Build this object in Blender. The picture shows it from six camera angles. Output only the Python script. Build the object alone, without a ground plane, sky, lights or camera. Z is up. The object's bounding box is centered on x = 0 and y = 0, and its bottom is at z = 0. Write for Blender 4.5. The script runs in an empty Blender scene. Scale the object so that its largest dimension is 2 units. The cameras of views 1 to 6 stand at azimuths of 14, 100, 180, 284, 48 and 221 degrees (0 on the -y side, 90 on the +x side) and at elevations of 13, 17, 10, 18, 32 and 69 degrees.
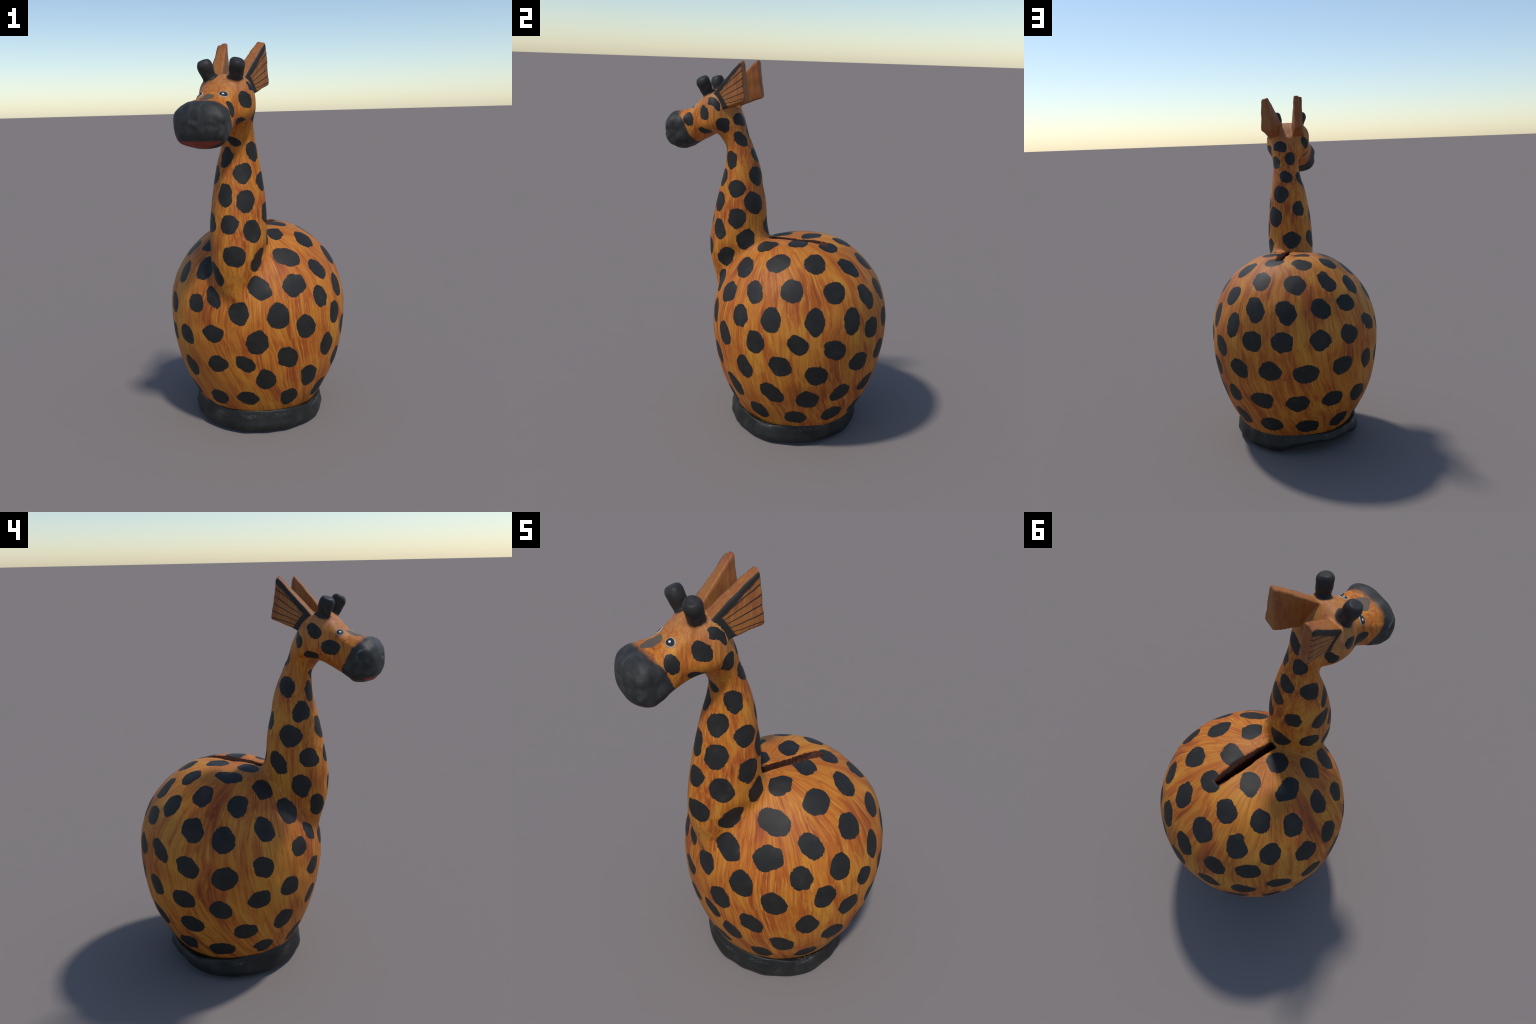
"""Carved and painted wooden giraffe money box, built part by part.

The animal is described by smooth signed-distance parts (a pumpkin-shaped torso,
a leaning neck, a lofted head, wedge ears, knob horns) that flow into each other
like one carved block of wood.  The block is meshed once, then its faces are
separated by anatomical region.  Painted spots, streaks and lines are node masks.
"""
import bpy, bmesh, math, random
import numpy as np
from mathutils import Vector, Matrix
from mathutils.bvhtree import BVHTree

random.seed(7)
rng = np.random.default_rng(7)


# ----------------------------------------------------------------- helpers
def spline(x, k, v):
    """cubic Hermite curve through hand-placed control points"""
    k = np.asarray(k, float)
    v = np.asarray(v, float)
    m = np.gradient(v, k)
    i = np.clip(np.searchsorted(k, x) - 1, 0, len(k) - 2)
    h = k[i + 1] - k[i]
    t = np.clip((x - k[i]) / h, 0, 1)
    return ((2 * t**3 - 3 * t**2 + 1) * v[i] + (t**3 - 2 * t**2 + t) * h * m[i]
            + (-2 * t**3 + 3 * t**2) * v[i + 1] + (t**3 - t**2) * h * m[i + 1])


def smin(a, b, k):
    h = np.maximum(k - np.abs(a - b), 0) / k
    return np.minimum(a, b) - h * h * h * k / 6


def smax(a, b, k):
    return -smin(-a, -b, k)


# ------------------------------------------------------------------- torso
TORSO_C = np.array([0.0, 0.14, 0.6])
TORSO_POLAR = np.radians([0, 25, 45, 60, 75, 90, 105, 120, 135, 150, 165])
TORSO_RADIUS = [0.4747, 0.5055, 0.4998, 0.4951, 0.4887, 0.4816, 0.4875, 0.5105, 0.5505, 0.6053, 0.6347]
TORSO_POLAR_LOW = np.radians([0, 45, 90, 130, 165])
TORSO_LEAN_X = [0.0008, -0.0026, 0.0008, 0.0024, 0.0158]
TORSO_LEAN_Y = [0.0195, 0.009, 0.0049, 0.0057, -0.0036]
TORSO_SWELL = np.array([0.27, 0.29, 0.32]), np.array([0.38, 0.02, 0.33])
TORSO_OVAL_A = [0.0154, -0.0002, -0.0002, -0.0013, -0.0194]
TORSO_OVAL_B = [-0.0214, -0.0061, -0.0003, 0.0013, 0.0236]


def torso(P):
    q = P - TORSO_C
    L = np.linalg.norm(q, axis=-1) + 1e-9
    th = np.arccos(np.clip(q[..., 2] / L, -1, 1))
    ph = np.arctan2(q[..., 1], q[..., 0])
    s = np.sin(th)
    R = spline(th, TORSO_POLAR, TORSO_RADIUS)
    R = R + s * (spline(th, TORSO_POLAR_LOW, TORSO_LEAN_X) * np.cos(ph) + spline(th, TORSO_POLAR_LOW, TORSO_LEAN_Y) * np.sin(ph))
    R = R + s * s * (spline(th, TORSO_POLAR_LOW, TORSO_OVAL_A) * np.cos(2 * ph) + spline(th, TORSO_POLAR_LOW, TORSO_OVAL_B) * np.sin(2 * ph))
    # left shoulder and haunch are carved a little fuller
    swell = sum(np.exp(-((q - c) ** 2).sum(-1) / 0.13**2) for c in TORSO_SWELL)
    return smax(L - R - 0.012 * swell, 0.06 - P[..., 2], 0.01)


# -------------------------------------------------------------------- neck
NECK_Z = [0.70, 0.75, 0.85, 0.95, 1.05, 1.15, 1.25, 1.35, 1.45, 1.50, 1.56, 1.60, 1.65, 1.72]
NECK_X = [0.006, 0.0013, -0.0225, -0.0195, -0.0041, -0.0004, 0.0021, 0.0035, 0.0052, 0.009, 0.011, 0.012, 0.010, 0.008]
NECK_Y = [-0.20, -0.2117, -0.214, -0.2138, -0.2095, -0.2105, -0.2058, -0.2023, -0.1973, -0.2020, -0.2165, -0.2400, -0.266, -0.294]
NECK_RX = [0.08, 0.0949, 0.0976, 0.1151, 0.1367, 0.1384, 0.1322, 0.1202, 0.1019, 0.089, 0.079, 0.078, 0.083, 0.086]
NECK_RY = [0.08, 0.1037, 0.1359, 0.1575, 0.1665, 0.1532, 0.1399, 0.1174, 0.0950, 0.083, 0.070, 0.072, 0.080, 0.086]


def neck(P):
    z = P[..., 2]
    x = P[..., 0] - spline(z, NECK_Z, NECK_X)
    y = P[..., 1] - spline(z, NECK_Z, NECK_Y)
    a = spline(z, NECK_Z, NECK_RX)
    b = spline(z, NECK_Z, NECK_RY)
    k = np.sqrt((x / a) ** 2 + (y / b) ** 2) + 1e-9
    # the knife flattened the front left corner of the throat
    corner = np.clip((x / a - y / b) / (k * 1.41421), 0, 1) ** 6
    k = k * (1 + 0.15 * corner * np.clip((z - 0.98) / 0.12, 0, 1) * np.clip((1.50 - z) / 0.2, 0, 1) - 0.16 * corner * np.exp(-((z - 0.90) / 0.07) ** 2) * 0.55)
    other = np.clip((-x / a - y / b) / (np.sqrt((x / a) ** 2 + (y / b) ** 2) * 1.41421 + 1e-9), 0, 1) ** 6
    k = k * (1 - 0.03 * other * np.exp(-((z - 0.92) / 0.10) ** 2))
    g = np.sqrt((x / a**2) ** 2 + (y / b**2) ** 2) + 1e-6
    d = np.where(k < 0.5, (k - 1) * np.minimum(a, b), (k - 1) * k / g)
    return smax(smax(d, z - 1.76, 0.06), 0.68 - z, 0.03)


# -------------------------------------------------------------------- head
HEAD_TURN = 0.2152            # the head looks a little to its right
HEAD_O = np.array([0.03, -0.19, 0.0])
HEAD_FWD = np.array([-math.sin(HEAD_TURN), -math.cos(HEAD_TURN), 0.0])
HEAD_SIDE = np.array([math.cos(HEAD_TURN), -math.sin(HEAD_TURN), 0.0])
HEAD_SIDE_SHIFT = -0.0125
HEAD_S = [-0.02, 0.04, 0.10, 0.16, 0.22, 0.28, 0.34, 0.40]
HEAD_TOP = [1.60, 1.737, 1.8155, 1.8458, 1.8109, 1.7566, 1.7349, 1.7339]
HEAD_BOTTOM = [1.5514, 1.5991, 1.63, 1.6208, 1.5897, 1.5588, 1.5267, 1.5236]
HEAD_WIDTH = [0.022, 0.078, 0.1296, 0.1281, 0.0966, 0.1025, 0.1202, 0.144]
HEAD_BLUNT_FROM, HEAD_END, HEAD_SQUARE = 0.3258, 0.4451, 2.7682


def head_coords(P):
    q = P - HEAD_O
    return q @ HEAD_FWD, q @ HEAD_SIDE - HEAD_SIDE_SHIFT, P[..., 2]


def head(P):
    s, t, z = head_coords(P)
    u = np.clip((s - HEAD_BLUNT_FROM) / (HEAD_END - HEAD_BLUNT_FROM), 0, 0.999)
    cap = (1 - u**2.5) ** (1 / 2.5)
    top = spline(s, HEAD_S, HEAD_TOP)
    bot = spline(s, HEAD_S, HEAD_BOTTOM)
    W = spline(s, HEAD_S, HEAD_WIDTH) * cap
    zc = (top + bot) / 2
    H = np.maximum((top - bot) / 2, 0.01) * cap
    e = HEAD_SQUARE
    k = (np.abs(t / W) ** e + np.abs((z - zc) / H) ** e) ** (1 / e)
    d = (k - 1) * np.minimum(W, H)
    d = np.maximum(d, smax(s - HEAD_END, -0.020 - s, 0.01))
    # jaw muscles
    e = np.sqrt(((s - 0.15) / 0.13) ** 2 + (t / 0.118) ** 2 + ((z - 1.685) / 0.062) ** 2)
    return smin(d, (e - 1) * 0.075, 0.03)


# ------------------------------------------------------------- horns, ears
HORNS = [  # foot, knob centre, foot radius, knob radius
    (np.array([0.047, -0.366, 1.800]), np.array([0.066, -0.399, 1.883]), 0.0275, 0.0365),
    (np.array([-0.068, -0.340, 1.800]), np.array([-0.094, -0.366, 1.883]), 0.0275, 0.0365),
]


def horn(P, i):
    a, b, ra, rb = HORNS[i]
    ab = b - a
    t = np.clip(((P - a) @ ab) / (ab @ ab), 0, 1)
    d = np.linalg.norm(P - a - t[..., None] * ab, axis=-1)
    d = d - (ra + (rb - ra) * t * t * (3 - 2 * t))
    x, y, z = P[..., 0], P[..., 1], P[..., 2]
    d = d + 0.0016 * np.sin(75 * x + 60 * z + i) * np.sin(80 * y - 55 * z)
    n = ab / np.linalg.norm(ab)
    return smax(d, (P - b) @ n - 0.026 + 0.10 * (x - b[0]), 0.007)


# every ear is a wedge-shaped slab: outer and inner corner points of
# (front root, bottom root, rear corner, tip)
EARS = [
    dict(outer=[(0.092, -0.322, 1.841), (0.112, -0.266, 1.763), (0.155, -0.163, 1.804), (0.148, -0.189, 1.990)],
         inner=[(0.036, -0.322, 1.849), (0.050, -0.250, 1.763), (0.102, -0.146, 1.797), (0.113, -0.177, 1.992)]),
    dict(outer=[(-0.098, -0.282, 1.840), (-0.097, -0.224, 1.768), (-0.094, -0.111, 1.814), (-0.090, -0.138, 1.994)],
         inner=[(-0.037, -0.290, 1.846), (-0.044, -0.224, 1.768), (-0.049, -0.114, 1.807), (-0.051, -0.143, 1.996)]),
]


def plane_through(points, inside):
    p = np.array(points, float)
    c = p.mean(0)
    n = np.linalg.svd(p - c)[2][2]
    if (np.array(inside) - c) @ n > 0:
        n = -n
    return n, n @ c


for ear_shape in EARS:
    o, i = [np.array(ear_shape[k]) for k in ("outer", "inner")]
    mid = (o.mean(0) + i.mean(0)) / 2
    ear_shape["planes"] = [plane_through(o, mid), plane_through(i, mid)]
    for a, b in ((0, 3), (3, 2), (2, 1)):
        ear_shape["planes"].append(plane_through([o[a], o[b], i[a], i[b]], mid))
    ear_shape["mid"] = mid
    # closing plane, buried in the skull
    back = (o[0] + o[1] + i[0] + i[1]) / 4
    n = (back - mid) / np.linalg.norm(back - mid)
    ear_shape["planes"].append((n, n @ (back + 0.035 * n)))
    ear_shape["planes"] = [(n, c + 0.0035) for n, c in ear_shape["planes"]]


def ear(P, i):
    d = None
    for n, c in EARS[i]["planes"]:
        v = P @ n - c
        d = v if d is None else smax(d, v, 0.011)
    x, y, z = P[..., 0], P[..., 1], P[..., 2]
    return d + 0.0009 * np.sin(60 * z + 40 * y) * np.sin(55 * y - 30 * z + 1)


# --------------------------------------------------------------- coin slot
SLOT_FRONT, SLOT_BACK = np.array([0.0095, -0.0375, 1.0]), np.array([0.0732, 0.288, 1.0])
SLOT_DIR = (SLOT_BACK - SLOT_FRONT) / np.linalg.norm(SLOT_BACK - SLOT_FRONT)
SLOT_LEN = float(np.linalg.norm(SLOT_BACK - SLOT_FRONT))
SLOT_SIDE = np.array([SLOT_DIR[1], -SLOT_DIR[0], 0.0])
SLOT_HALF = 0.020


def slot(P):
    """saw cut: deep beside the neck, running out towards the tail"""
    q = P - SLOT_FRONT
    s, t, z = q @ SLOT_DIR, q @ SLOT_SIDE, P[..., 2]
    floor = 0.975 + 0.074 * np.clip(s / SLOT_LEN, 0, 1) ** 1.5 - 2.0 * t
    half = SLOT_HALF + 0.0015 * np.sin(38 * s + 1) + 0.001 * np.sin(95 * s)
    half = np.where(t > 0, half - 0.007 + 1.0 * np.clip(z - 1.062, 0, 0.03), half)   # left lip is bevelled
    d = np.maximum(np.abs(t) - half, np.maximum(-s, s - SLOT_LEN))
    return np.maximum(d, floor - z)


# ------------------------------------------------ the whole carved block
def lumps(P):
    """soft tool marks of the hand carving, about a millimetre"""
    x, y, z = P[..., 0], P[..., 1], P[..., 2]
    return (np.sin(31 * x + 7 * z + 1.0) * np.sin(27 * y - 9 * z) * 0.0010
            + np.sin(17 * z + 11 * x) * np.sin(19 * y + 8 * x + 2.0) * 0.0010
            + np.sin(63 * z + 20 * y) * np.sin(58 * x - 30 * y) * 0.0005)


def head_dents(P):
    """planed facets on the muzzle, two shallow nostrils and their raised rims"""
    s, t, z = head_coords(P)
    on = np.clip((s - 0.24) / 0.06, 0, 1)
    d = 0.0022 * on * np.sin(52 * t + 1.2) * np.sin(47 * z + 20 * s)
    d = d + 0.0014 * on * np.sin(95 * z + 40 * t) * np.sin(88 * s + 30 * t)
    front = np.clip((s - 0.38) / 0.02, 0, 1)
    for t0, z0, depth in ((0.008, 1.648, 0.0065), (0.077, 1.622, 0.0045)):
        r2 = ((t - t0 + 0.5 * (z - z0)) / 0.024) ** 2 + ((z - z0) / 0.014) ** 2
        d = d + front * (depth * np.exp(-r2 * 1.6) - 0.0022 * np.exp(-(r2 - 2.0) ** 2))
    return d


def animal(P):
    # the fillet between neck and torso is fuller on the left side
    d = smin(torso(P), neck(P), 0.05 + 0.075 * np.clip((P[..., 0] - 0.02) / 0.08, 0, 1) * np.clip((P[..., 1] + 0.31) / 0.1, 0, 1))
    d = smin(d, head(P), 0.045)
    for i in (0, 1):
        d = smin(d, ear(P, i), 0.018)
        d = smin(d, horn(P, i), 0.02)
    d = d + lumps(P) + head_dents(P)
    return smax(d, -slot(P), 0.005)


def gradient(f, P, h=0.0015):
    g = np.stack([f(P + e) - f(P - e) for e in np.eye(3) * h], -1) / (2 * h)
    return g


# ------------------------------------------------ rough block, then refine
def loft_mesh(bm, rings):
    loops = []
    for ring in rings:
        loops.append([bm.verts.new(p) for p in ring])
    n = len(loops[0])
    for a, b in zip(loops, loops[1:]):
        for j in range(n):
            bm.faces.new((a[j], a[(j + 1) % n], b[(j + 1) % n], b[j]))
    bm.faces.new(list(reversed(loops[0])))
    bm.faces.new(loops[-1])


def rough_block():
    bm = bmesh.new()
    turn = np.linspace(0, 2 * np.pi, 48, endpoint=False)
    # torso rings, from pole to foot
    rings = []
    for th in np.radians(np.linspace(3, 148, 40)):
        d = np.stack([np.sin(th) * np.cos(turn), np.sin(th) * np.sin(turn), np.full_like(turn, np.cos(th))], -1)
        r = np.full(len(turn), 0.5)
        for _ in range(12):
            r = r - torso(TORSO_C + d * r[:, None])
        rings.append(TORSO_C + d * r[:, None])
    loft_mesh(bm, [r[::-1] for r in rings])
    # neck rings
    rings = []
    for z in np.linspace(0.72, 1.74, 40):
        f = lambda k, v: float(spline(np.array([z]), k, v)[0])
        rings.append(np.stack([f(NECK_Z, NECK_X) + f(NECK_Z, NECK_RX) * np.cos(turn),
                               f(NECK_Z, NECK_Y) + f(NECK_Z, NECK_RY) * np.sin(turn), np.full_like(turn, z)], -1))
    loft_mesh(bm, rings)
    # head rings
    rings = []
    for s in np.linspace(-0.02, 0.437, 40):
        c = HEAD_O + HEAD_FWD * s + HEAD_SIDE * HEAD_SIDE_SHIFT
        zc = float((spline(np.array([s]), HEAD_S, HEAD_TOP) + spline(np.array([s]), HEAD_S, HEAD_BOTTOM))[0]) / 2
        c = c + np.array([0, 0, zc])
        d = np.cos(turn)[:, None] * HEAD_SIDE + np.sin(turn)[:, None] * np.array([0, 0, 1.0])
        lo, hi = np.zeros(len(turn)), np.full(len(turn), 0.3)
        for _ in range(30):
            m = (lo + hi) / 2
            ins = head(c + d * m[:, None]) < 0
            lo, hi = np.where(ins, m, lo), np.where(ins, hi, m)
        rings.append(c + d * np.maximum(lo, 0.004)[:, None])
    loft_mesh(bm, rings)
    for a, b, ra, rb in HORNS:
        n = (b - a) / np.linalg.norm(b - a)
        u = np.cross(n, [0, 1.0, 0])
        u /= np.linalg.norm(u)
        w = np.cross(n, u)
        rings = []
        for t, r in ((-0.1, ra), (0.3, ra), (0.7, rb), (1.0, rb), (1.25, rb * 0.8), (1.33, rb * 0.5)):
            rings.append(a + (b - a) * t + r * (np.cos(turn)[:, None] * u + np.sin(turn)[:, None] * w))
        loft_mesh(bm, rings)
    for shape in EARS:
        o, i = np.array(shape["outer"]), np.array(shape["inner"])
        pull = (o[0] + o[1] + i[0] + i[1]) / 4 - shape["mid"]
        pull *= 0.03 / np.linalg.norm(pull)
        o[:2] += pull
        i[:2] += pull
        loft_mesh(bm, [o, i])
    bmesh.ops.recalc_face_normals(bm, faces=bm.faces)
    me = bpy.data.meshes.new("rough")
    bm.to_mesh(me)
    bm.free()
    return me


def saw_cutter():
    bm = bmesh.new()
    prof = [(SLOT_LEN * t, 0.975 + 0.074 * t ** 1.5) for t in np.linspace(0, 1, 12)] + [(SLOT_LEN, 1.25), (0.0, 1.25)]
    rings = []
    for side in (-1, 1):
        tilt = -2.0 * SLOT_HALF * side
        rings.append([SLOT_FRONT * [1, 1, 0] + SLOT_DIR * s + SLOT_SIDE * SLOT_HALF * side + np.array([0, 0, z + (tilt if z < 1.2 else 0)]) for s, z in prof])
    loft_mesh(bm, rings)
    bmesh.ops.recalc_face_normals(bm, faces=bm.faces)
    me = bpy.data.meshes.new("saw")
    bm.to_mesh(me)
    bm.free()
    return me


def evaluated(ob):
    dg = bpy.context.evaluated_depsgraph_get()
    me = bpy.data.meshes.new_from_object(ob.evaluated_get(dg))
    return me


def link(name, me):
    ob = bpy.data.objects.new(name, me)
    bpy.context.scene.collection.objects.link(ob)
    return ob


VOXEL = 0.0055
block = link("block", rough_block())
m = block.modifiers.new("weld", "REMESH")
m.mode = "VOXEL"
m.voxel_size = VOXEL
saw = link("saw", saw_cutter())
m = block.modifiers.new("cut", "BOOLEAN")
m.operation = "DIFFERENCE"
m.solver = "EXACT"
m.object = saw
m = block.modifiers.new("even", "REMESH")
m.mode = "VOXEL"
m.voxel_size = VOXEL
carved = evaluated(block)
for ob in (block, saw):
    bpy.data.objects.remove(ob)

# pull every vertex on to the smooth surface of the blended parts
nv = len(carved.vertices)
V = np.empty(nv * 3)
carved.vertices.foreach_get("co", V)
V = V.reshape(-1, 3)
edges = np.empty(len(carved.edges) * 2, int)
carved.edges.foreach_get("vertices", edges)
edges = edges.reshape(-1, 2)
deg = np.bincount(edges.ravel(), minlength=nv)[:, None]


def relax(V, w):
    S = np.zeros_like(V)
    np.add.at(S, edges[:, 0], V[edges[:, 1]])
    np.add.at(S, edges[:, 1], V[edges[:, 0]])
    return V + w * (S / deg - V)


def settle(V, limit):
    d = animal(V)
    g = gradient(animal, V)
    n2 = np.maximum((g * g).sum(-1), 0.15)
    step = -(d / n2)[:, None] * g
    L = np.linalg.norm(step, axis=-1, keepdims=True)
    return V + step * np.minimum(1, limit / np.maximum(L, 1e-9))


for k in range(5):
    V = settle(V, 0.008)
    if k < 4:
        V = relax(V, 0.5)
carved.vertices.foreach_set("co", V.ravel())
carved.update()

# --------------------------------------------- separate faces by region
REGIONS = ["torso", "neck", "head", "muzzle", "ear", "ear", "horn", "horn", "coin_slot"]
nf = len(carved.polygons)
centre = np.empty(nf * 3)
carved.polygons.foreach_get("center", centre)
centre = centre.reshape(-1, 3)
s, t, z = head_coords(centre)
MUZZLE_S0, MUZZLE_SLOPE, MUZZLE_SKEW = 0.280, 0.50, -0.08


def muzzle_edge(s, t, z):
    return s - (MUZZLE_S0 + MUZZLE_SLOPE * (z - 1.6) + MUZZLE_SKEW * t)


dT, dN, dH = torso(centre), neck(centre), head(centre)
region = np.where(dT < dN, 0, 1)
head_zone = (centre @ np.array([0, -0.55, 0.83]) > 0.83 * 1.66 + 0.55 * 0.17) | (s > 0.13) & (z > 1.45)
region = np.where(head_zone, 2, region)
region = np.where((region == 2) & (muzzle_edge(s, t, z) > 0), 3, region)
for i in (0, 1):
    e = ear(centre, i)
    region = np.where((e < 0.004) & (head(centre) > 0.006) & (neck(centre) > 0.006), 4 + i, region)
    h = horn(centre, i)
    a, b, ra, rb = HORNS[i]
    n = (b - a) / np.linalg.norm(b - a)
    region = np.where((h < 0.005) & ((centre - a) @ n > 0.03), 6 + i, region)
surf_depth = np.minimum(dT, dN)
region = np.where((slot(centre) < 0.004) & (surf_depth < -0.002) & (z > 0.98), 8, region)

vertex_normals = np.empty(nv * 3)
carved.vertices.foreach_get("normal", vertex_normals)
vertex_normals = vertex_normals.reshape(-1, 3)
poly_verts = [tuple(p.vertices) for p in carved.polygons]
tree = BVHTree.FromPolygons([tuple(v) for v in V], poly_verts)


def surface_at(p):
    co, no, i, d = tree.find_nearest(Vector(p))
    return np.array(co), np.array(no)


# ------------------------------------------------------ the painted spots
# body spots: azimuth (deg, 0 = front, 90 = left flank), elevation seen from the
# torso centre, half length, half width (mm), tilt of the long axis (deg)
BODY_SPOTS = {
    "crown": [
        (40, 65, 58, 47, 43), (88, 76, 60, 51, 66), (146, 68, 57, 47, 5), (192, 65, 59, 50, -60), (223, 82, 63, 48, -76),
        (233, 62, 57, 46, 80), (284, 67, 69, 47, -28), (331, 74, 56, 50, -40),
    ],
    "upper back": [
        (40, 46, 74, 53, -26), (74, 55, 66, 58, 25), (112, 56, 66, 56, 77), (147, 50, 68, 52, -57), (180, 48, 68, 55, -52),
        (211, 48, 67, 50, -84), (236, 42, 63, 53, 80), (261, 52, 61, 52, 81), (292, 47, 60, 50, 77), (320, 55, 62, 51, 49),
    ],
    "shoulder": [
        (15, 28, 68, 50, -45), (39, 28, 66, 59, 42), (64, 34, 65, 50, -51), (80, 20, 65, 53, -84), (92, 38, 65, 57, -80),
        (108, 21, 70, 52, 90), (123, 37, 64, 55, 50), (150, 31, 74, 52, -66), (173, 30, 68, 51, -63), (198, 31, 59, 52, -66),
        (220, 32, 62, 48, -8), (260, 32, 63, 54, -69), (281, 28, 62, 54, -89), (308, 32, 65, 50, -68), (331, 38, 65, 58, -74),
        (345, 21, 60, 35, -56),
    ],
    "upper flank": [
        (2, 13, 59, 55, 76), (26, 11, 65, 54, -87), (57, 18, 56, 50, -74), (71, 5, 64, 54, -82), (98, 7, 59, 48, -34),
        (133, 19, 72, 52, 83), (150, 11, 60, 56, 2), (171, 12, 62, 54, 6), (195, 12, 60, 53, -17), (216, 13, 62, 51, -19),
        (238, 16, 68, 44, -36), (259, 11, 65, 50, -30), (281, 6, 63, 60, 12), (304, 11, 58, 51, -44), (331, 16, 55, 52, 12),
    ],
    "mid flank": [
        (13, -5, 65, 55, 89), (44, 2, 68, 55, -66), (88, -8, 66, 55, -33), (121, 3, 68, 54, -32), (139, -8, 64, 56, -3),
        (162, -7, 66, 53, -7), (185, -9, 74, 52, 0), (210, -6, 67, 51, 12), (233, -7, 60, 52, -34), (255, -10, 66, 49, 3),
        (301, -9, 58, 51, 18), (322, -6, 63, 51, -12), (345, -1, 65, 49, 4),
    ],
    "lower flank": [
        (5, -19, 58, 44, -37), (18, -30, 68, 50, -85), (32, -16, 66, 53, -59), (63, -14, 66, 55, -70), (82, -28, 75, 52, -42),
        (110, -13, 65, 57, -44), (129, -28, 60, 52, 36), (154, -28, 68, 53, 6), (179, -29, 65, 52, 11), (204, -28, 60, 50, 3),
        (228, -30, 73, 51, -33), (258, -27, 63, 53, 0), (278, -14, 58, 51, -32), (320, -28, 62, 60, 10), (346, -21, 61, 48, 20),
    ],
    "haunch": [
        (5, -44, 59, 50, -36), (37, -45, 63, 48, -81), (50, -32, 74, 52, -64), (106, -31, 65, 56, -26), (128, -45, 64, 57, -13),
        (293, -31, 61, 52, -6),
    ],
    "hem": [
        (69, -46, 64, 58, -67), (99, -46, 60, 56, -70), (157, -46, 69, 56, 20), (187, -47, 67, 52, -7), (216, -47, 67, 56, -13),
        (247, -46, 87, 50, 44), (276, -46, 72, 56, 18), (308, -46, 56, 50, -37), (340, -46, 66, 53, 24),
    ],
}
NECK_SPOTS = [
    (212, 1622, 45, 34, 88), (2, 1545, 44, 18, -22), (171, 1516, 44, 37, -23), (70, 1496, 48, 38, -80),
    (249, 1495, 54, 40, -69), (332, 1470, 47, 34, 73), (154, 1414, 57, 48, -26), (28, 1397, 50, 45, 77), (293, 1383, 50, 47, 82),
    (93, 1353, 48, 47, 57), (206, 1322, 49, 42, 72), (342, 1295, 55, 38, -79), (137, 1276, 60, 56, -73), (267, 1266, 57, 53, -43),
    (31, 1264, 54, 49, 79), (96, 1192, 54, 51, 74), (354, 1158, 46, 45, 60), (306, 1157, 54, 49, -32), (184, 1136, 55, 52, -2),
    (243, 1127, 65, 43, -45), (45, 1121, 57, 49, -66), (118, 1079, 58, 48, 58), (289, 1018, 59, 49, -87), (4, 1005, 62, 50, -41),
    (63, 969, 66, 46, 56), (323, 909, 68, 43, -69),
]
HEAD_SPOTS = [
    (117, -325, 1781, 45, 21, -50), (-141, -315, 1762, 40, 28, -38), (98, -386, 1733, 39, 34, -40),
    (-113, -236, 1721, 39, 26, -71), (56, -198, 1706, 48, 31, -18), (57, -483, 1689, 36, 29, -74),
    (-124, -392, 1687, 45, 33, -6), (101, -285, 1672, 42, 30, -60), (-115, -299, 1650, 38, 27, -5), (67, -389, 1635, 43, 28, -7), (69, -198, 1600, 47, 32, -51),
]


SPOTS = []      # centre, u axis, v axis, normal, half length, half width


def add_spot(guess, a, b, tilt):
    co, no = surface_at(guess)
    u = np.cross([0, 0, 1.0], no)
    u /= np.linalg.norm(u)
    w = np.cross(no, u)
    c, sn = math.cos(math.radians(tilt)), math.sin(math.radians(tilt))
    SPOTS.append((co, c * u + sn * w, -sn * u + c * w, no, a / 1000, b / 1000))


for band in BODY_SPOTS.values():
    for az, el, a, b, tilt in band:
        ca, ce = math.radians(az), math.radians(el)
        d = np.array([math.sin(ca) * math.cos(ce), -math.cos(ca) * math.cos(ce), math.sin(ce)])
        r = 0.5
        for _ in range(12):
            r -= float(torso(TORSO_C + d * r))
        add_spot(TORSO_C + d * r, a, b, tilt)
for az, zmm, a, b, tilt in NECK_SPOTS:
    ca = math.radians(az)
    d = np.array([math.sin(ca), -math.cos(ca), 0])
    c = np.array([0.005, -0.21, zmm / 1000])
    r = 0.1
    for _ in range(25):
        r -= 0.7 * float(np.minimum(neck(c + d * r), torso(c + d * r)))
    add_spot(c + d * r, a, b, tilt)
for x, y, zmm, a, b, tilt in HEAD_SPOTS:
    add_spot((x / 1000, y / 1000, zmm / 1000), a, b, tilt)


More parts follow.
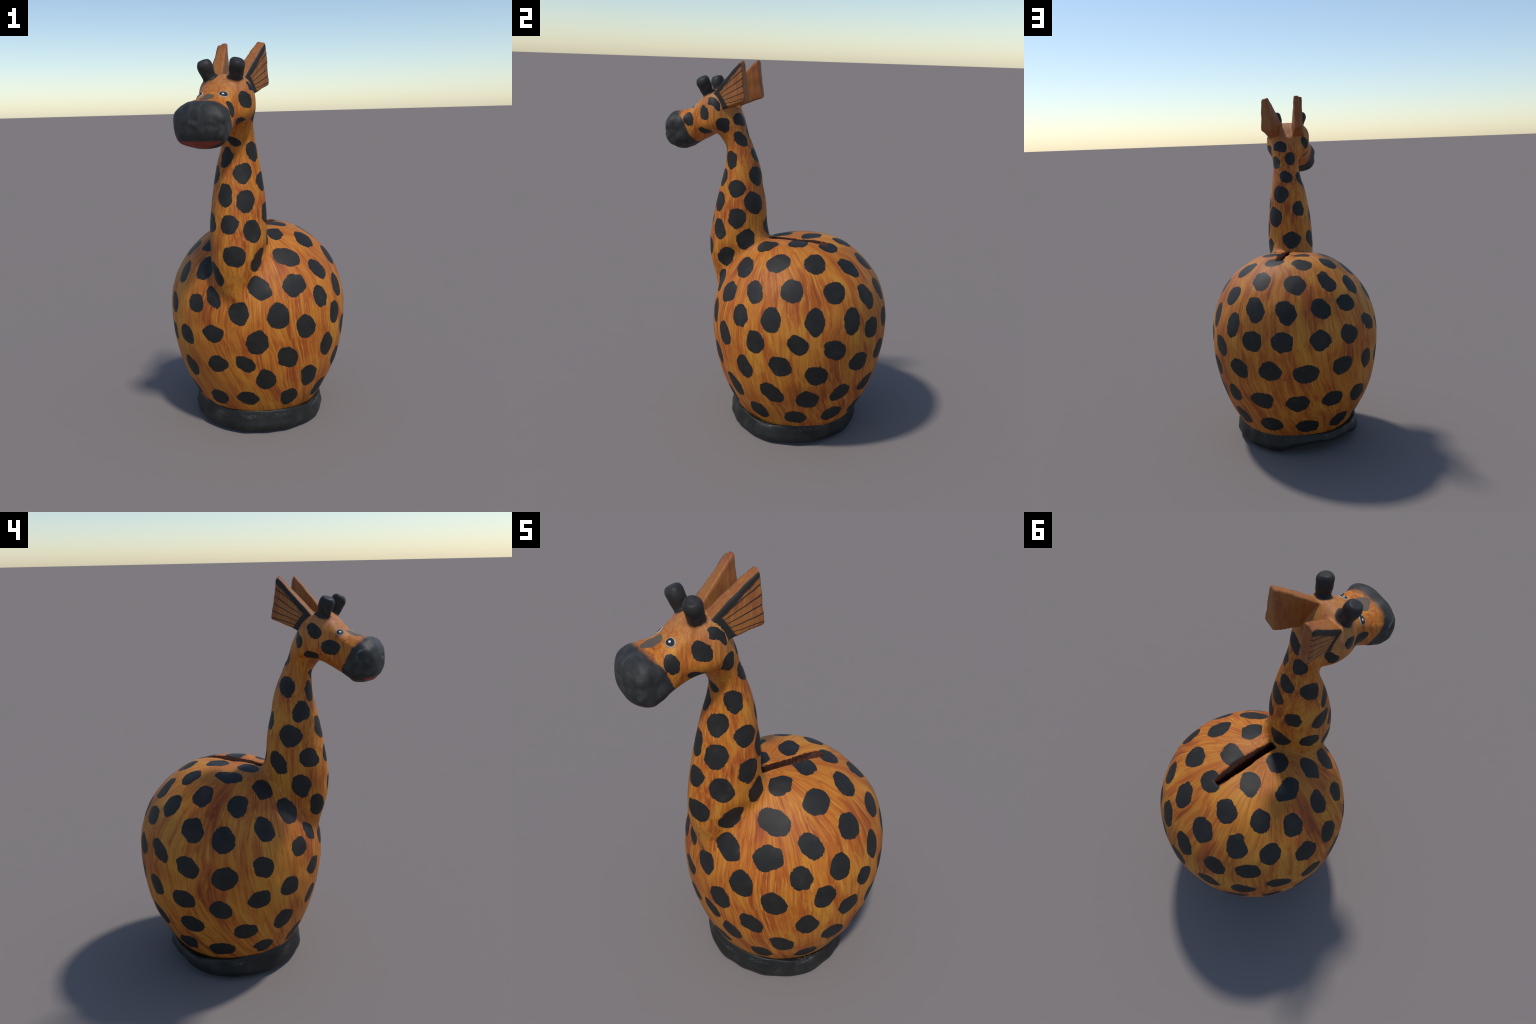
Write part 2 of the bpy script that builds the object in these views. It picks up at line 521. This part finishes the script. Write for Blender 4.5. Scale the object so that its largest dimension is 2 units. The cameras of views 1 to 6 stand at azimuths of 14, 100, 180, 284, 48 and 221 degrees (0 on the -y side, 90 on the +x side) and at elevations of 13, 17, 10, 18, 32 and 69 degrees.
# -------------------------------------------------------------- materials
class Nodes:
    """small helper to write node graphs as expressions"""

    def __init__(self, name):
        self.mat = bpy.data.materials.new(name)
        self.mat.use_nodes = True
        self.t = self.mat.node_tree
        self.t.nodes.clear()
        self.out = self.t.nodes.new("ShaderNodeOutputMaterial")
        self.bsdf = self.t.nodes.new("ShaderNodeBsdfPrincipled")
        self.t.links.new(self.bsdf.outputs[0], self.out.inputs[0])
        self.pos = self.t.nodes.new("ShaderNodeTexCoord").outputs["Object"]

    def put(self, sock, v):
        if isinstance(v, bpy.types.NodeSocket):
            self.t.links.new(v, sock)
        elif v is not None:
            sock.default_value = v

    def math(self, op, a, b=None, c=None, clamp=False):
        n = self.t.nodes.new("ShaderNodeMath")
        n.operation = op
        n.use_clamp = clamp
        for s_, v in zip(n.inputs, (a, b, c)):
            self.put(s_, v)
        return n.outputs[0]

    def vec(self, op, a, b=None, scale=None):
        n = self.t.nodes.new("ShaderNodeVectorMath")
        n.operation = op
        self.put(n.inputs[0], a)
        if b is not None:
            self.put(n.inputs[1], b)
        if scale is not None:
            self.put(n.inputs["Scale"], scale)
        return n.outputs["Value"] if op in ("DOT_PRODUCT", "LENGTH", "DISTANCE") else n.outputs[0]

    def noise(self, v, scale, detail=2.0, rough=0.5, color=False, distortion=0.0):
        n = self.t.nodes.new("ShaderNodeTexNoise")
        self.put(n.inputs["Vector"], v)
        n.inputs["Scale"].default_value = scale
        n.inputs["Detail"].default_value = detail
        n.inputs["Roughness"].default_value = rough
        n.inputs["Distortion"].default_value = distortion
        return n.outputs["Color" if color else "Fac"]

    def ramp(self, v, stops, mode="LINEAR"):
        n = self.t.nodes.new("ShaderNodeValToRGB")
        n.color_ramp.interpolation = mode
        el = n.color_ramp.elements
        while len(el) < len(stops):
            el.new(0.5)
        for e_, (p, c) in zip(el, stops):
            e_.position = p
            e_.color = (*c, 1) if len(c) == 3 else c
        self.put(n.inputs[0], v)
        return n.outputs[0]

    def mix(self, f, a, b, kind="MIX"):
        n = self.t.nodes.new("ShaderNodeMix")
        n.data_type = "RGBA"
        n.blend_type = kind
        self.put(n.inputs[0], f)
        self.put(n.inputs[6], (*a, 1) if isinstance(a, tuple) else a)
        self.put(n.inputs[7], (*b, 1) if isinstance(b, tuple) else b)
        return n.outputs[2]

    def step(self, v, lo, hi):
        n = self.t.nodes.new("ShaderNodeMapRange")
        n.interpolation_type = "SMOOTHSTEP"
        self.put(n.inputs["Value"], v)
        self.put(n.inputs["From Min"], lo)
        self.put(n.inputs["From Max"], hi)
        return n.outputs[0]

    def plane(self, point, normal, v=None):
        """signed distance to a plane"""
        return self.math("SUBTRACT", self.vec("DOT_PRODUCT", v or self.pos, tuple(float(x) for x in normal)), float(np.dot(point, normal)))

    def ellipse(self, v, c, u, w, n_, a, b):
        """distance in units of the ellipse's own radius"""
        m_ = self.t.nodes.new("ShaderNodeMapping")
        m_.vector_type = "TEXTURE"
        self.put(m_.inputs["Vector"], v)
        R = Matrix(((u[0], w[0], n_[0]), (u[1], w[1], n_[1]), (u[2], w[2], n_[2])))
        m_.inputs["Location"].default_value = tuple(c)
        m_.inputs["Rotation"].default_value = R.to_euler("XYZ")
        m_.inputs["Scale"].default_value = (a, b, 0.055)
        return self.vec("LENGTH", m_.outputs[0])


YELLOW, AMBER, ORANGE, RUST = (0.57, 0.228, 0.024), (0.50, 0.158, 0.016), (0.40, 0.094, 0.011), (0.25, 0.048, 0.009)
BLACK = (0.026, 0.025, 0.024)


def wood_colour(g, meridian=False):
    """stained wood: brush streaks that run down the form"""
    p = g.pos
    wob = g.vec("SCALE", g.vec("SUBTRACT", g.noise(p, 3.5, 2.0, color=True), (0.5, 0.5, 0.5)), scale=0.095)
    if meridian:     # strokes follow the meridians of the round torso
        q = g.vec("SUBTRACT", p, (0.0, -0.02, 0.0))
        flat = g.vec("MULTIPLY", q, (1.0, 1.0, 0.0))
        # towards the foot the strokes lean over
        zc = g.vec("DOT_PRODUCT", p, (0, 0, 1))
        lean = g.math("MULTIPLY", g.math("POWER", g.math("MAXIMUM", g.math("SUBTRACT", 0.72, zc), 0.0), 2.0), -1.2)
        tw = g.t.nodes.new("ShaderNodeVectorRotate")
        tw.rotation_type = "Z_AXIS"
        g.put(tw.inputs["Vector"], flat)
        tw.inputs["Center"].default_value = (0.0, 0.16, 0.0)
        g.put(tw.inputs["Angle"], lean)
        flat = tw.outputs[0]
        r = g.math("MAXIMUM", g.vec("LENGTH", flat), 0.11)
        q = g.vec("ADD", g.vec("SCALE", flat, scale=g.math("DIVIDE", 0.45, r)), g.vec("MULTIPLY", p, (0.10, 0.0, 1.0)))
    else:
        q = g.vec("SCALE", g.vec("SUBTRACT", p, (0.0, -0.2, 0.0)), scale=1.35)
    q = g.vec("ADD", q, wob)
    stretch = 0.07 if meridian else 0.10
    fine = g.noise(g.vec("MULTIPLY", q, (1.0, 1.0, stretch)), 55, 3.0, 0.6)
    broad = g.noise(g.vec("MULTIPLY", q, (1.0, 1.0, 0.16)), 17, 3.0, 0.6)
    cloud = g.noise(p, 5.0, 2.0, 0.5)
    v = g.math("ADD", g.math("MULTIPLY", fine, 0.75), g.math("MULTIPLY", broad, 0.75))
    v = g.math("ADD", v, g.math("MULTIPLY", cloud, 0.65))
    v = g.math("MULTIPLY", v, 1 / 2.15)
    col = g.ramp(v, [(0.375, RUST), (0.445, ORANGE), (0.515, AMBER), (0.60, YELLOW)])
    # thin pale scratches of the brush
    hair = g.noise(g.vec("MULTIPLY", q, (1.0, 1.0, 0.045)), 105, 2.0, 0.5)
    col = g.mix(g.math("MULTIPLY", g.step(hair, 0.57, 0.70), 0.55), col, (0.60, 0.29, 0.055))
    col = g.mix(g.math("MULTIPLY", g.step(hair, 0.42, 0.30), 0.5), col, (0.24, 0.050, 0.010))
    # tiny pinholes
    vor = g.t.nodes.new("ShaderNodeTexVoronoi")
    vor.inputs["Scale"].default_value = 16
    g.put(vor.inputs["Vector"], p)
    dot = g.math("SUBTRACT", 1.0, g.step(vor.outputs["Distance"], 0.035, 0.06))
    keep = g.math("GREATER_THAN", vor.outputs["Color"], 0.72)
    col = g.mix(g.math("MULTIPLY", g.math("MULTIPLY", dot, keep), 0.5), col, (0.66, 0.36, 0.12))
    return col, fine


def spot_mask(g, chosen):
    p = g.pos
    w1 = g.vec("SCALE", g.vec("SUBTRACT", g.noise(p, 17, 1.0, color=True), (0.5, 0.5, 0.5)), scale=0.030)
    w2 = g.vec("SCALE", g.vec("SUBTRACT", g.noise(p, 95, 2.0, 0.6, color=True), (0.5, 0.5, 0.5)), scale=0.011)
    v = g.vec("ADD", p, g.vec("ADD", w1, w2))
    best = None
    for sp in chosen:
        d = g.ellipse(v, *sp)
        best = d if best is None else g.math("MINIMUM", best, d)
    return g.math("SUBTRACT", 1.0, g.step(best, 0.97, 1.03))


NOSE_SPOT = (-0.051, -0.495, 1.741), 43, 30, -64


def paint_black(g):
    p = g.pos
    n = g.noise(p, 22, 4.0, 0.6)
    return g.ramp(n, [(0.3, (0.013, 0.0125, 0.012)), (0.6, (0.020, 0.0185, 0.017)), (0.78, (0.034, 0.032, 0.028))])


def finish(g, col, rough=0.55, bump=None, strength=0.1, spec=0.3):
    g.put(g.bsdf.inputs["Base Color"], col)
    g.put(g.bsdf.inputs["Roughness"], rough)
    g.bsdf.inputs["Specular IOR Level"].default_value = spec
    if bump is not None:
        bump = g.math("ADD", bump, g.math("MULTIPLY", g.noise(g.pos, 38, 3.0, 0.6), 1.2))
        b = g.t.nodes.new("ShaderNodeBump")
        b.inputs["Strength"].default_value = strength
        b.inputs["Distance"].default_value = 0.002
        g.put(b.inputs["Height"], bump)
        g.t.links.new(b.outputs[0], g.bsdf.inputs["Normal"])
    return g.mat


def near(verts, pad=0.09):
    lo, hi = verts.min(0) - pad, verts.max(0) + pad
    out = []
    for sp in SPOTS:
        if ((sp[0] > lo) & (sp[0] < hi)).all() and np.min(np.linalg.norm(verts - sp[0], axis=1)) < pad:
            out.append(sp)
    return out


def skin(name, verts, meridian=False):
    g = Nodes(name)
    col, streak = wood_colour(g, meridian)
    col = g.mix(spot_mask(g, near(verts)), col, paint_black(g))
    return finish(g, col, 0.58, streak, 0.12)


def head_axes(g):
    q = g.vec("SUBTRACT", g.pos, tuple(HEAD_O))
    s_ = g.vec("DOT_PRODUCT", q, tuple(HEAD_FWD))
    t_ = g.math("SUBTRACT", g.vec("DOT_PRODUCT", q, tuple(HEAD_SIDE)), HEAD_SIDE_SHIFT)
    z_ = g.vec("DOT_PRODUCT", g.pos, (0, 0, 1))
    return s_, t_, z_


def head_skin(name, verts, muzzle=False):
    g = Nodes(name)
    col, streak = wood_colour(g)
    # crown and brow are mixed toward a duller, greyer brown
    crown_tint = g.math("MULTIPLY", g.step(g.vec("DOT_PRODUCT", g.pos, (0.0, 0.35, 1.0)), 1.56, 1.70), 0.45)
    col = g.mix(crown_tint, col, (0.40, 0.19, 0.085))
    col = g.mix(spot_mask(g, near(verts)), col, paint_black(g))
    # one paler, grey-olive spot on the bridge of the nose
    add_spot(*NOSE_SPOT)   # borrowed from the list just for this mask
    col = g.mix(g.math("MULTIPLY", spot_mask(g, [SPOTS.pop()]), 0.92), col, (0.080, 0.075, 0.058))
    # sooty feet of the horns
    n = g.noise(g.pos, 40, 3.0)
    for a, b, ra, rb in HORNS:
        ax = (b - a) / np.linalg.norm(b - a)
        up = g.plane(a + ax * 0.026, ax)
        q = g.vec("SUBTRACT", g.pos, tuple(a))
        side = g.vec("LENGTH", g.vec("SUBTRACT", q, g.vec("SCALE", tuple(ax), scale=g.vec("DOT_PRODUCT", q, tuple(ax)))))
        m_ = g.math("MULTIPLY", g.step(g.math("ADD", up, g.math("MULTIPLY", g.math("SUBTRACT", n, 0.5), 0.012)), -0.004, 0.006),
                    g.math("SUBTRACT", 1.0, g.step(side, 0.040, 0.046)))
        col = g.mix(m_, col, paint_black(g))
    # black muzzle: airbrushed on the nose, sharper on the cheeks
    s_, t_, z_ = head_axes(g)
    edge = g.math("SUBTRACT", s_, MUZZLE_S0 - MUZZLE_SLOPE * 1.6)
    edge = g.math("SUBTRACT", edge, g.math("MULTIPLY", z_, MUZZLE_SLOPE))
    edge = g.math("SUBTRACT", edge, g.math("MULTIPLY", t_, MUZZLE_SKEW))
    edge = g.math("ADD", edge, g.math("MULTIPLY", g.math("SUBTRACT", g.noise(g.pos, 30, 3.0), 0.5), 0.02))
    top = g.step(z_, 1.68, 1.735)
    edge = g.math("SUBTRACT", edge, g.math("MULTIPLY", top, 0.016))
    soft = g.math("ADD", 0.003, g.math("MULTIPLY", top, 0.017))
    black = g.ramp(g.noise(g.pos, 26, 4.0, 0.6), [(0.3, (0.018, 0.018, 0.018)), (0.55, (0.034, 0.034, 0.032)), (0.75, (0.066, 0.065, 0.059))])
    # reflected highlight painted as a pale arc round the right nostril swelling
    away = g.vec("SUBTRACT", g.pos, (-0.187, -0.553, 1.652))
    ring = g.math("ABSOLUTE", g.math("SUBTRACT", g.vec("LENGTH", away), 0.041))
    painted_glint = g.math("MULTIPLY", g.math("SUBTRACT", 1.0, g.step(ring, 0.002, 0.007)), g.step(g.vec("DOT_PRODUCT", away, (0.0, 0.25, 1.0)), -0.005, 0.025))
    painted_glint = g.math("MULTIPLY", painted_glint, g.step(g.noise(g.pos, 45, 3.0), 0.40, 0.62))
    black = g.mix(g.math("MULTIPLY", painted_glint, 0.6), black, (0.24, 0.25, 0.26))
    lip_s = g.math("SUBTRACT", s_, g.math("ADD", 0.381, g.math("MULTIPLY", g.math("MULTIPLY", t_, t_), 0.9)))
    lip = g.math("MULTIPLY", g.step(lip_s, -0.003, 0.004), g.math("SUBTRACT", 1.0, g.step(z_, 1.556, 1.565)))
    black = g.mix(lip, black, (0.25, 0.040, 0.027))
    col = g.mix(g.step(edge, g.math("MULTIPLY", soft, -1.0), soft), col, black)
    return finish(g, col, 0.58, streak, 0.10)


def ear_skin(name, verts, i):
    g = Nodes(name)
    col, streak = wood_colour(g)
    col = g.mix(0.6, col, (0.23, 0.090, 0.036))
    n_, c_ = EARS[i]["planes"][0]
    depth = g.math("SUBTRACT", g.vec("DOT_PRODUCT", g.pos, tuple(n_)), float(c_))
    outer = g.step(depth, -0.0062, -0.0042)
    # ribs painted as a fan that meets in front of the ear
    fy, fz = ((-0.4447, 1.732), (-0.3947, 1.738))[i]
    dy = g.math("SUBTRACT", g.vec("DOT_PRODUCT", g.pos, (0, 1, 0)), fy)
    dz = g.math("SUBTRACT", g.vec("DOT_PRODUCT", g.pos, (0, 0, 1)), fz)
    ang = g.math("MULTIPLY", g.math("ARCTAN2", dz, dy), 180 / math.pi)
    ang = g.math("ADD", ang, g.math("MULTIPLY", g.math("SUBTRACT", g.noise(g.pos, 18, 1.0), 0.5), 2.0))
    ph = g.math("PINGPONG", g.math("SUBTRACT", ang, 16.2), 2.85)
    ln = g.math("SUBTRACT", 1.0, g.step(ph, 0.30, 0.62))
    o = np.array(EARS[i]["outer"])
    mid = EARS[i]["mid"]

    def rim(a, b, w):
        e_ = (o[b] - o[a]) / np.linalg.norm(o[b] - o[a])
        k = np.cross(n_, e_)
        if (mid - o[a]) @ k < 0:
            k = -k
        d_ = g.plane(o[a], k)
        d_ = g.math("ADD", d_, g.math("MULTIPLY", g.math("SUBTRACT", g.noise(g.pos, 35, 2.0), 0.5), 0.012))
        return g.math("SUBTRACT", 1.0, g.step(d_, w - 0.004, w + 0.004))

    mask = g.math("MAXIMUM", ln, g.math("MAXIMUM", rim(0, 3, 0.020), rim(0, 1, 0.013)))
    col = g.mix(g.math("MULTIPLY", mask, outer), col, (0.022, 0.019, 0.017))
    return finish(g, col, 0.58, streak, 0.10)


def horn_skin(name):
    g = Nodes(name)
    n = g.noise(g.pos, 24, 4.0, 0.6)
    col = g.ramp(n, [(0.3, (0.016, 0.0155, 0.0155)), (0.58, (0.026, 0.024, 0.023)), (0.76, (0.062, 0.052, 0.050))])
    return finish(g, col, 0.55, n, 0.1)


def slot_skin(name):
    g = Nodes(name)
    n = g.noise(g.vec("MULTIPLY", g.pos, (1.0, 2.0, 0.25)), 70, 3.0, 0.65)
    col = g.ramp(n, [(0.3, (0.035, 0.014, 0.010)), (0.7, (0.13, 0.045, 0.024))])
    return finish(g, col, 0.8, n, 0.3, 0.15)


def foot_skin(name):
    g = Nodes(name)
    n = g.noise(g.pos, 9, 4.0, 0.6)
    col = g.ramp(n, [(0.32, (0.010, 0.0105, 0.011)), (0.55, (0.018, 0.018, 0.017)), (0.75, (0.036, 0.035, 0.031))])
    f = g.noise(g.vec("MULTIPLY", g.pos, (1, 1, 1.6)), 120, 3.0, 0.7)
    col = g.mix(g.math("MULTIPLY", g.step(f, 0.66, 0.78), 0.6), col, (0.12, 0.12, 0.115))
    zz = g.vec("DOT_PRODUCT", g.pos, (0, 0, 1))
    band = g.math("SUBTRACT", 1.0, g.step(g.math("ABSOLUTE", g.math("SUBTRACT", zz, 0.100)), 0.006, 0.014))
    worn = g.math("MULTIPLY", g.step(g.noise(g.pos, 11, 2.0), 0.50, 0.62), g.step(g.noise(g.vec("MULTIPLY", g.pos, (1, 1, 3)), 85, 3.0, 0.7), 0.50, 0.64))
    col = g.mix(g.math("MULTIPLY", g.math("MULTIPLY", band, worn), 0.4), col, (0.22, 0.225, 0.22))
    return finish(g, col, 0.45, f, 0.2, 0.3)


# ------------------------------------------------------------ the objects
root = bpy.data.objects.new("giraffe_money_box", None)
bpy.context.scene.collection.objects.link(root)
root["label"] = "spotted wooden giraffe money box with round body and coin slot"
root["category"] = "money box"


def adopt(ob, parent):
    ob.parent = parent
    return ob


loops = np.array([v for p in poly_verts for v in p])
sizes = np.array([len(p) for p in poly_verts])
starts = np.concatenate([[0], np.cumsum(sizes)[:-1]])
parts = {}
for r, name in enumerate(REGIONS):
    pick = np.where(region == r)[0]
    if not len(pick):
        continue
    faces = [poly_verts[k] for k in pick]
    used = np.unique(np.concatenate([np.array(f) for f in faces]))
    remap = {int(v): k for k, v in enumerate(used)}
    me = bpy.data.meshes.new(name)
    me.from_pydata([tuple(v) for v in V[used]], [], [[remap[v] for v in f] for f in faces])
    me.polygons.foreach_set("use_smooth", np.ones(len(faces), bool))
    me.update()
    me.normals_split_custom_set_from_vertices([tuple(n) for n in vertex_normals[used]])
    ob = link(name, me)
    parts[r] = ob
    pts = V[used]
    if r == 0:      # one coat of paint per quarter keeps each node graph small
        fc = centre[pick] - TORSO_C
        quarter = (np.floor(np.degrees(np.arctan2(fc[:, 0], -fc[:, 1])) / 60).astype(int)) % 6
        for q in range(6):
            mine = np.unique(np.concatenate([np.array(faces[k]) for k in np.where(quarter == q)[0]]))
            me.materials.append(skin("painted_wood_torso", V[mine], True))
        me.polygons.foreach_set("material_index", quarter.astype(np.int32))
        continue
    if r == 1:
        mat = skin("painted_wood_" + name, pts)
    elif r in (2, 3):
        mat = head_skin("painted_wood_" + name, pts)
    elif r in (4, 5):
        mat = ear_skin("painted_wood_ear", pts, r - 4)
    elif r in (6, 7):
        mat = bpy.data.materials.get("black_horn") or horn_skin("black_horn")
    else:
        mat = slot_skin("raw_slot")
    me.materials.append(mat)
for r, ob in parts.items():
    adopt(ob, parts[2] if r in (3, 4, 5, 6, 7) else parts[0] if r == 8 else root)


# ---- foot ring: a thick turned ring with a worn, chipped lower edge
def foot_ring():
    turn = np.linspace(0, 2 * np.pi, 192, endpoint=False)
    R = 0.3626 + 0.0021 * np.cos(turn) - 0.0171 * np.sin(turn) + 0.0019 * np.cos(2 * turn)
    deg_ = np.degrees(turn)
    chip = np.interp(deg_, [0, 70, 77, 84, 93, 101, 115, 132, 147, 156, 170, 360], [0, 0, 0.014, 0.040, 0.052, 0.066, 0.052, 0.048, 0.040, 0.018, 0, 0])
    wob = 0.004 * np.sin(5 * turn + 1) + 0.003 * np.sin(11 * turn) + 0.002 * np.sin(23 * turn + 2)
    seam = np.interp(deg_, [0, 45, 90, 126, 167, 188, 208, 233, 247, 277, 314, 339, 360],
                     [0.118, 0.130, 0.122, 0.110, 0.100, 0.122, 0.132, 0.138, 0.132, 0.130, 0.124, 0.104, 0.118])
    R = R + 0.0035 * np.sin(7 * turn + 0.5) * np.sin(3 * turn) + 0.0015 * np.sin(19 * turn)
    R = R + np.interp(deg_, [0, 10, 28, 45, 60, 95, 115, 135, 160, 340, 360], [-0.006, -0.009, -0.004, -0.009, 0, 0.004, 0.006, 0.003, 0, 0, -0.006])
    sag = np.interp(deg_, [0, 20, 45, 65, 130, 150, 175, 290, 325, 345, 360], [0.0, 0.002, 0.0, 0, 0, 0.006, 0, 0, -0.004, -0.003, 0.0])
    prof = [(0.02, 0.006), (0.45, 0.004), (0.80, 0.0), (0.88, 0.004), (0.93, 0.010), (0.965, 0.018), (0.985, 0.028), (0.996, 0.042), (0.990, 0.058), (0.980, 0.076)]
    verts, faces = [], []
    rows_fz = [(f, np.full_like(turn, z_)) for f, z_ in prof]
    rows_fz += [(f, 0.076 + (seam + 0.3 * wob - 0.076) * k) for f, k in ((0.972, 0.35), (0.965, 0.68), (0.957, 0.90), (0.948, 1.0), (0.93, 0.98), (0.90, 0.90))]
    for f, z_ in rows_fz:
        z_ = z_ + np.abs(wob) * np.interp(f, [0.5, 0.80, 0.95, 1.0], [0, 0, 0.8, 0.0]) * (z_ < 0.05) + sag * np.clip((0.076 - z_) / 0.06, 0, 1) * (f > 0.85)
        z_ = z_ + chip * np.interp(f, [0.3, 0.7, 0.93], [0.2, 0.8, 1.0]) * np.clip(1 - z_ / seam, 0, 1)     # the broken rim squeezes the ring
        dent = 0.0012 * np.sin(14 * turn + 60 * z_) * np.sin(9 * turn - 85 * z_ + 1) * (f > 0.9)
        verts.append(np.stack([(R * f + dent) * np.cos(turn), 0.15 + (R * f + dent) * np.sin(turn), z_], -1))
    n = len(turn)
    rows = len(verts)
    for a in range(rows - 1):
        for j in range(n):
            faces.append((a * n + j, a * n + (j + 1) % n, (a + 1) * n + (j + 1) % n, (a + 1) * n + j))
    faces.append(list(range(n))[::-1])
    faces.append([(rows - 1) * n + j for j in range(n)])
    P = np.concatenate(verts)
    me = bpy.data.meshes.new("foot_ring")
    me.from_pydata([tuple(p) for p in P], [], faces)
    me.polygons.foreach_set("use_smooth", np.ones(len(faces), bool))
    me.update()
    me.materials.append(foot_skin("dark_foot"))
    ob = link("foot_ring", me)
    return ob


adopt(foot_ring(), root)


# ---- eyes: slightly domed painted discs, white ring, black ball, white glint
def eye_skin(name, glint):
    g = Nodes(name)
    d = g.vec("LENGTH", g.vec("MULTIPLY", g.pos, (1 / 0.0180, 1 / 0.0236, 0.0)))
    col = g.mix(g.step(d, 0.79, 0.87), (0.020, 0.021, 0.025), (0.46, 0.41, 0.35))
    q = g.vec("LENGTH", g.vec("MULTIPLY", g.vec("SUBTRACT", g.pos, glint), (1 / 0.0045, 1 / 0.0058, 0.0)))
    col = g.mix(g.math("SUBTRACT", 1.0, g.step(q, 0.7, 1.15)), col, (0.7, 0.7, 0.7))
    return finish(g, col, 0.65, spec=0.2)


def make_eye(guess, tilt):
    co, no = surface_at(guess)
    u = np.cross([0, 0, 1.0], no)
    u /= np.linalg.norm(u)
    w = np.cross(no, u)
    c, sn = math.cos(math.radians(tilt)), math.sin(math.radians(tilt))
    X, Y = c * u + sn * w, -sn * u + c * w
    M = Matrix([[X[k], Y[k], no[k], co[k]] for k in range(3)] + [[0, 0, 0, 1]])
    bm = bmesh.new()
    n = 40
    rings = []
    for f, h in ((1.0, -0.004), (1.0, 0.0008), (0.93, 0.0019), (0.7, 0.0028), (0.4, 0.0034), (0.12, 0.0036)):
        rings.append([bm.verts.new((0.0180 * f * math.cos(2 * math.pi * k / n), 0.0236 * f * math.sin(2 * math.pi * k / n), h)) for k in range(n)])
    for a, b in zip(rings, rings[1:]):
        for k in range(n):
            bm.faces.new((a[k], a[(k + 1) % n], b[(k + 1) % n], b[k]))
    bm.faces.new(rings[-1])
    inv = M.inverted()
    for v in bm.verts:      # drape the disc over the brow
        wv = M @ v.co
        s_co, s_no, _, _ = tree.find_nearest(wv - Vector(no) * v.co.z)
        v.co = inv @ (s_co + s_no * v.co.z)
    me = bpy.data.meshes.new("eye")
    bm.to_mesh(me)
    bm.free()
    me.polygons.foreach_set("use_smooth", np.ones(len(me.polygons), bool))
    ob = link("eye", me)
    ob.matrix_world = M
    return ob


for guess, tilt, glint in (((0.017, -0.463, 1.756), 90 - 20, (0.0005, 0.002, 0.0)), ((-0.104, -0.429, 1.755), 90 + 20, (-0.0005, 0.0, 0.0))):
    ob = make_eye(guess, tilt)
    ob.data.materials.append(eye_skin("painted_eye", glint))
    adopt(ob, parts[2])

bpy.data.meshes.remove(carved)
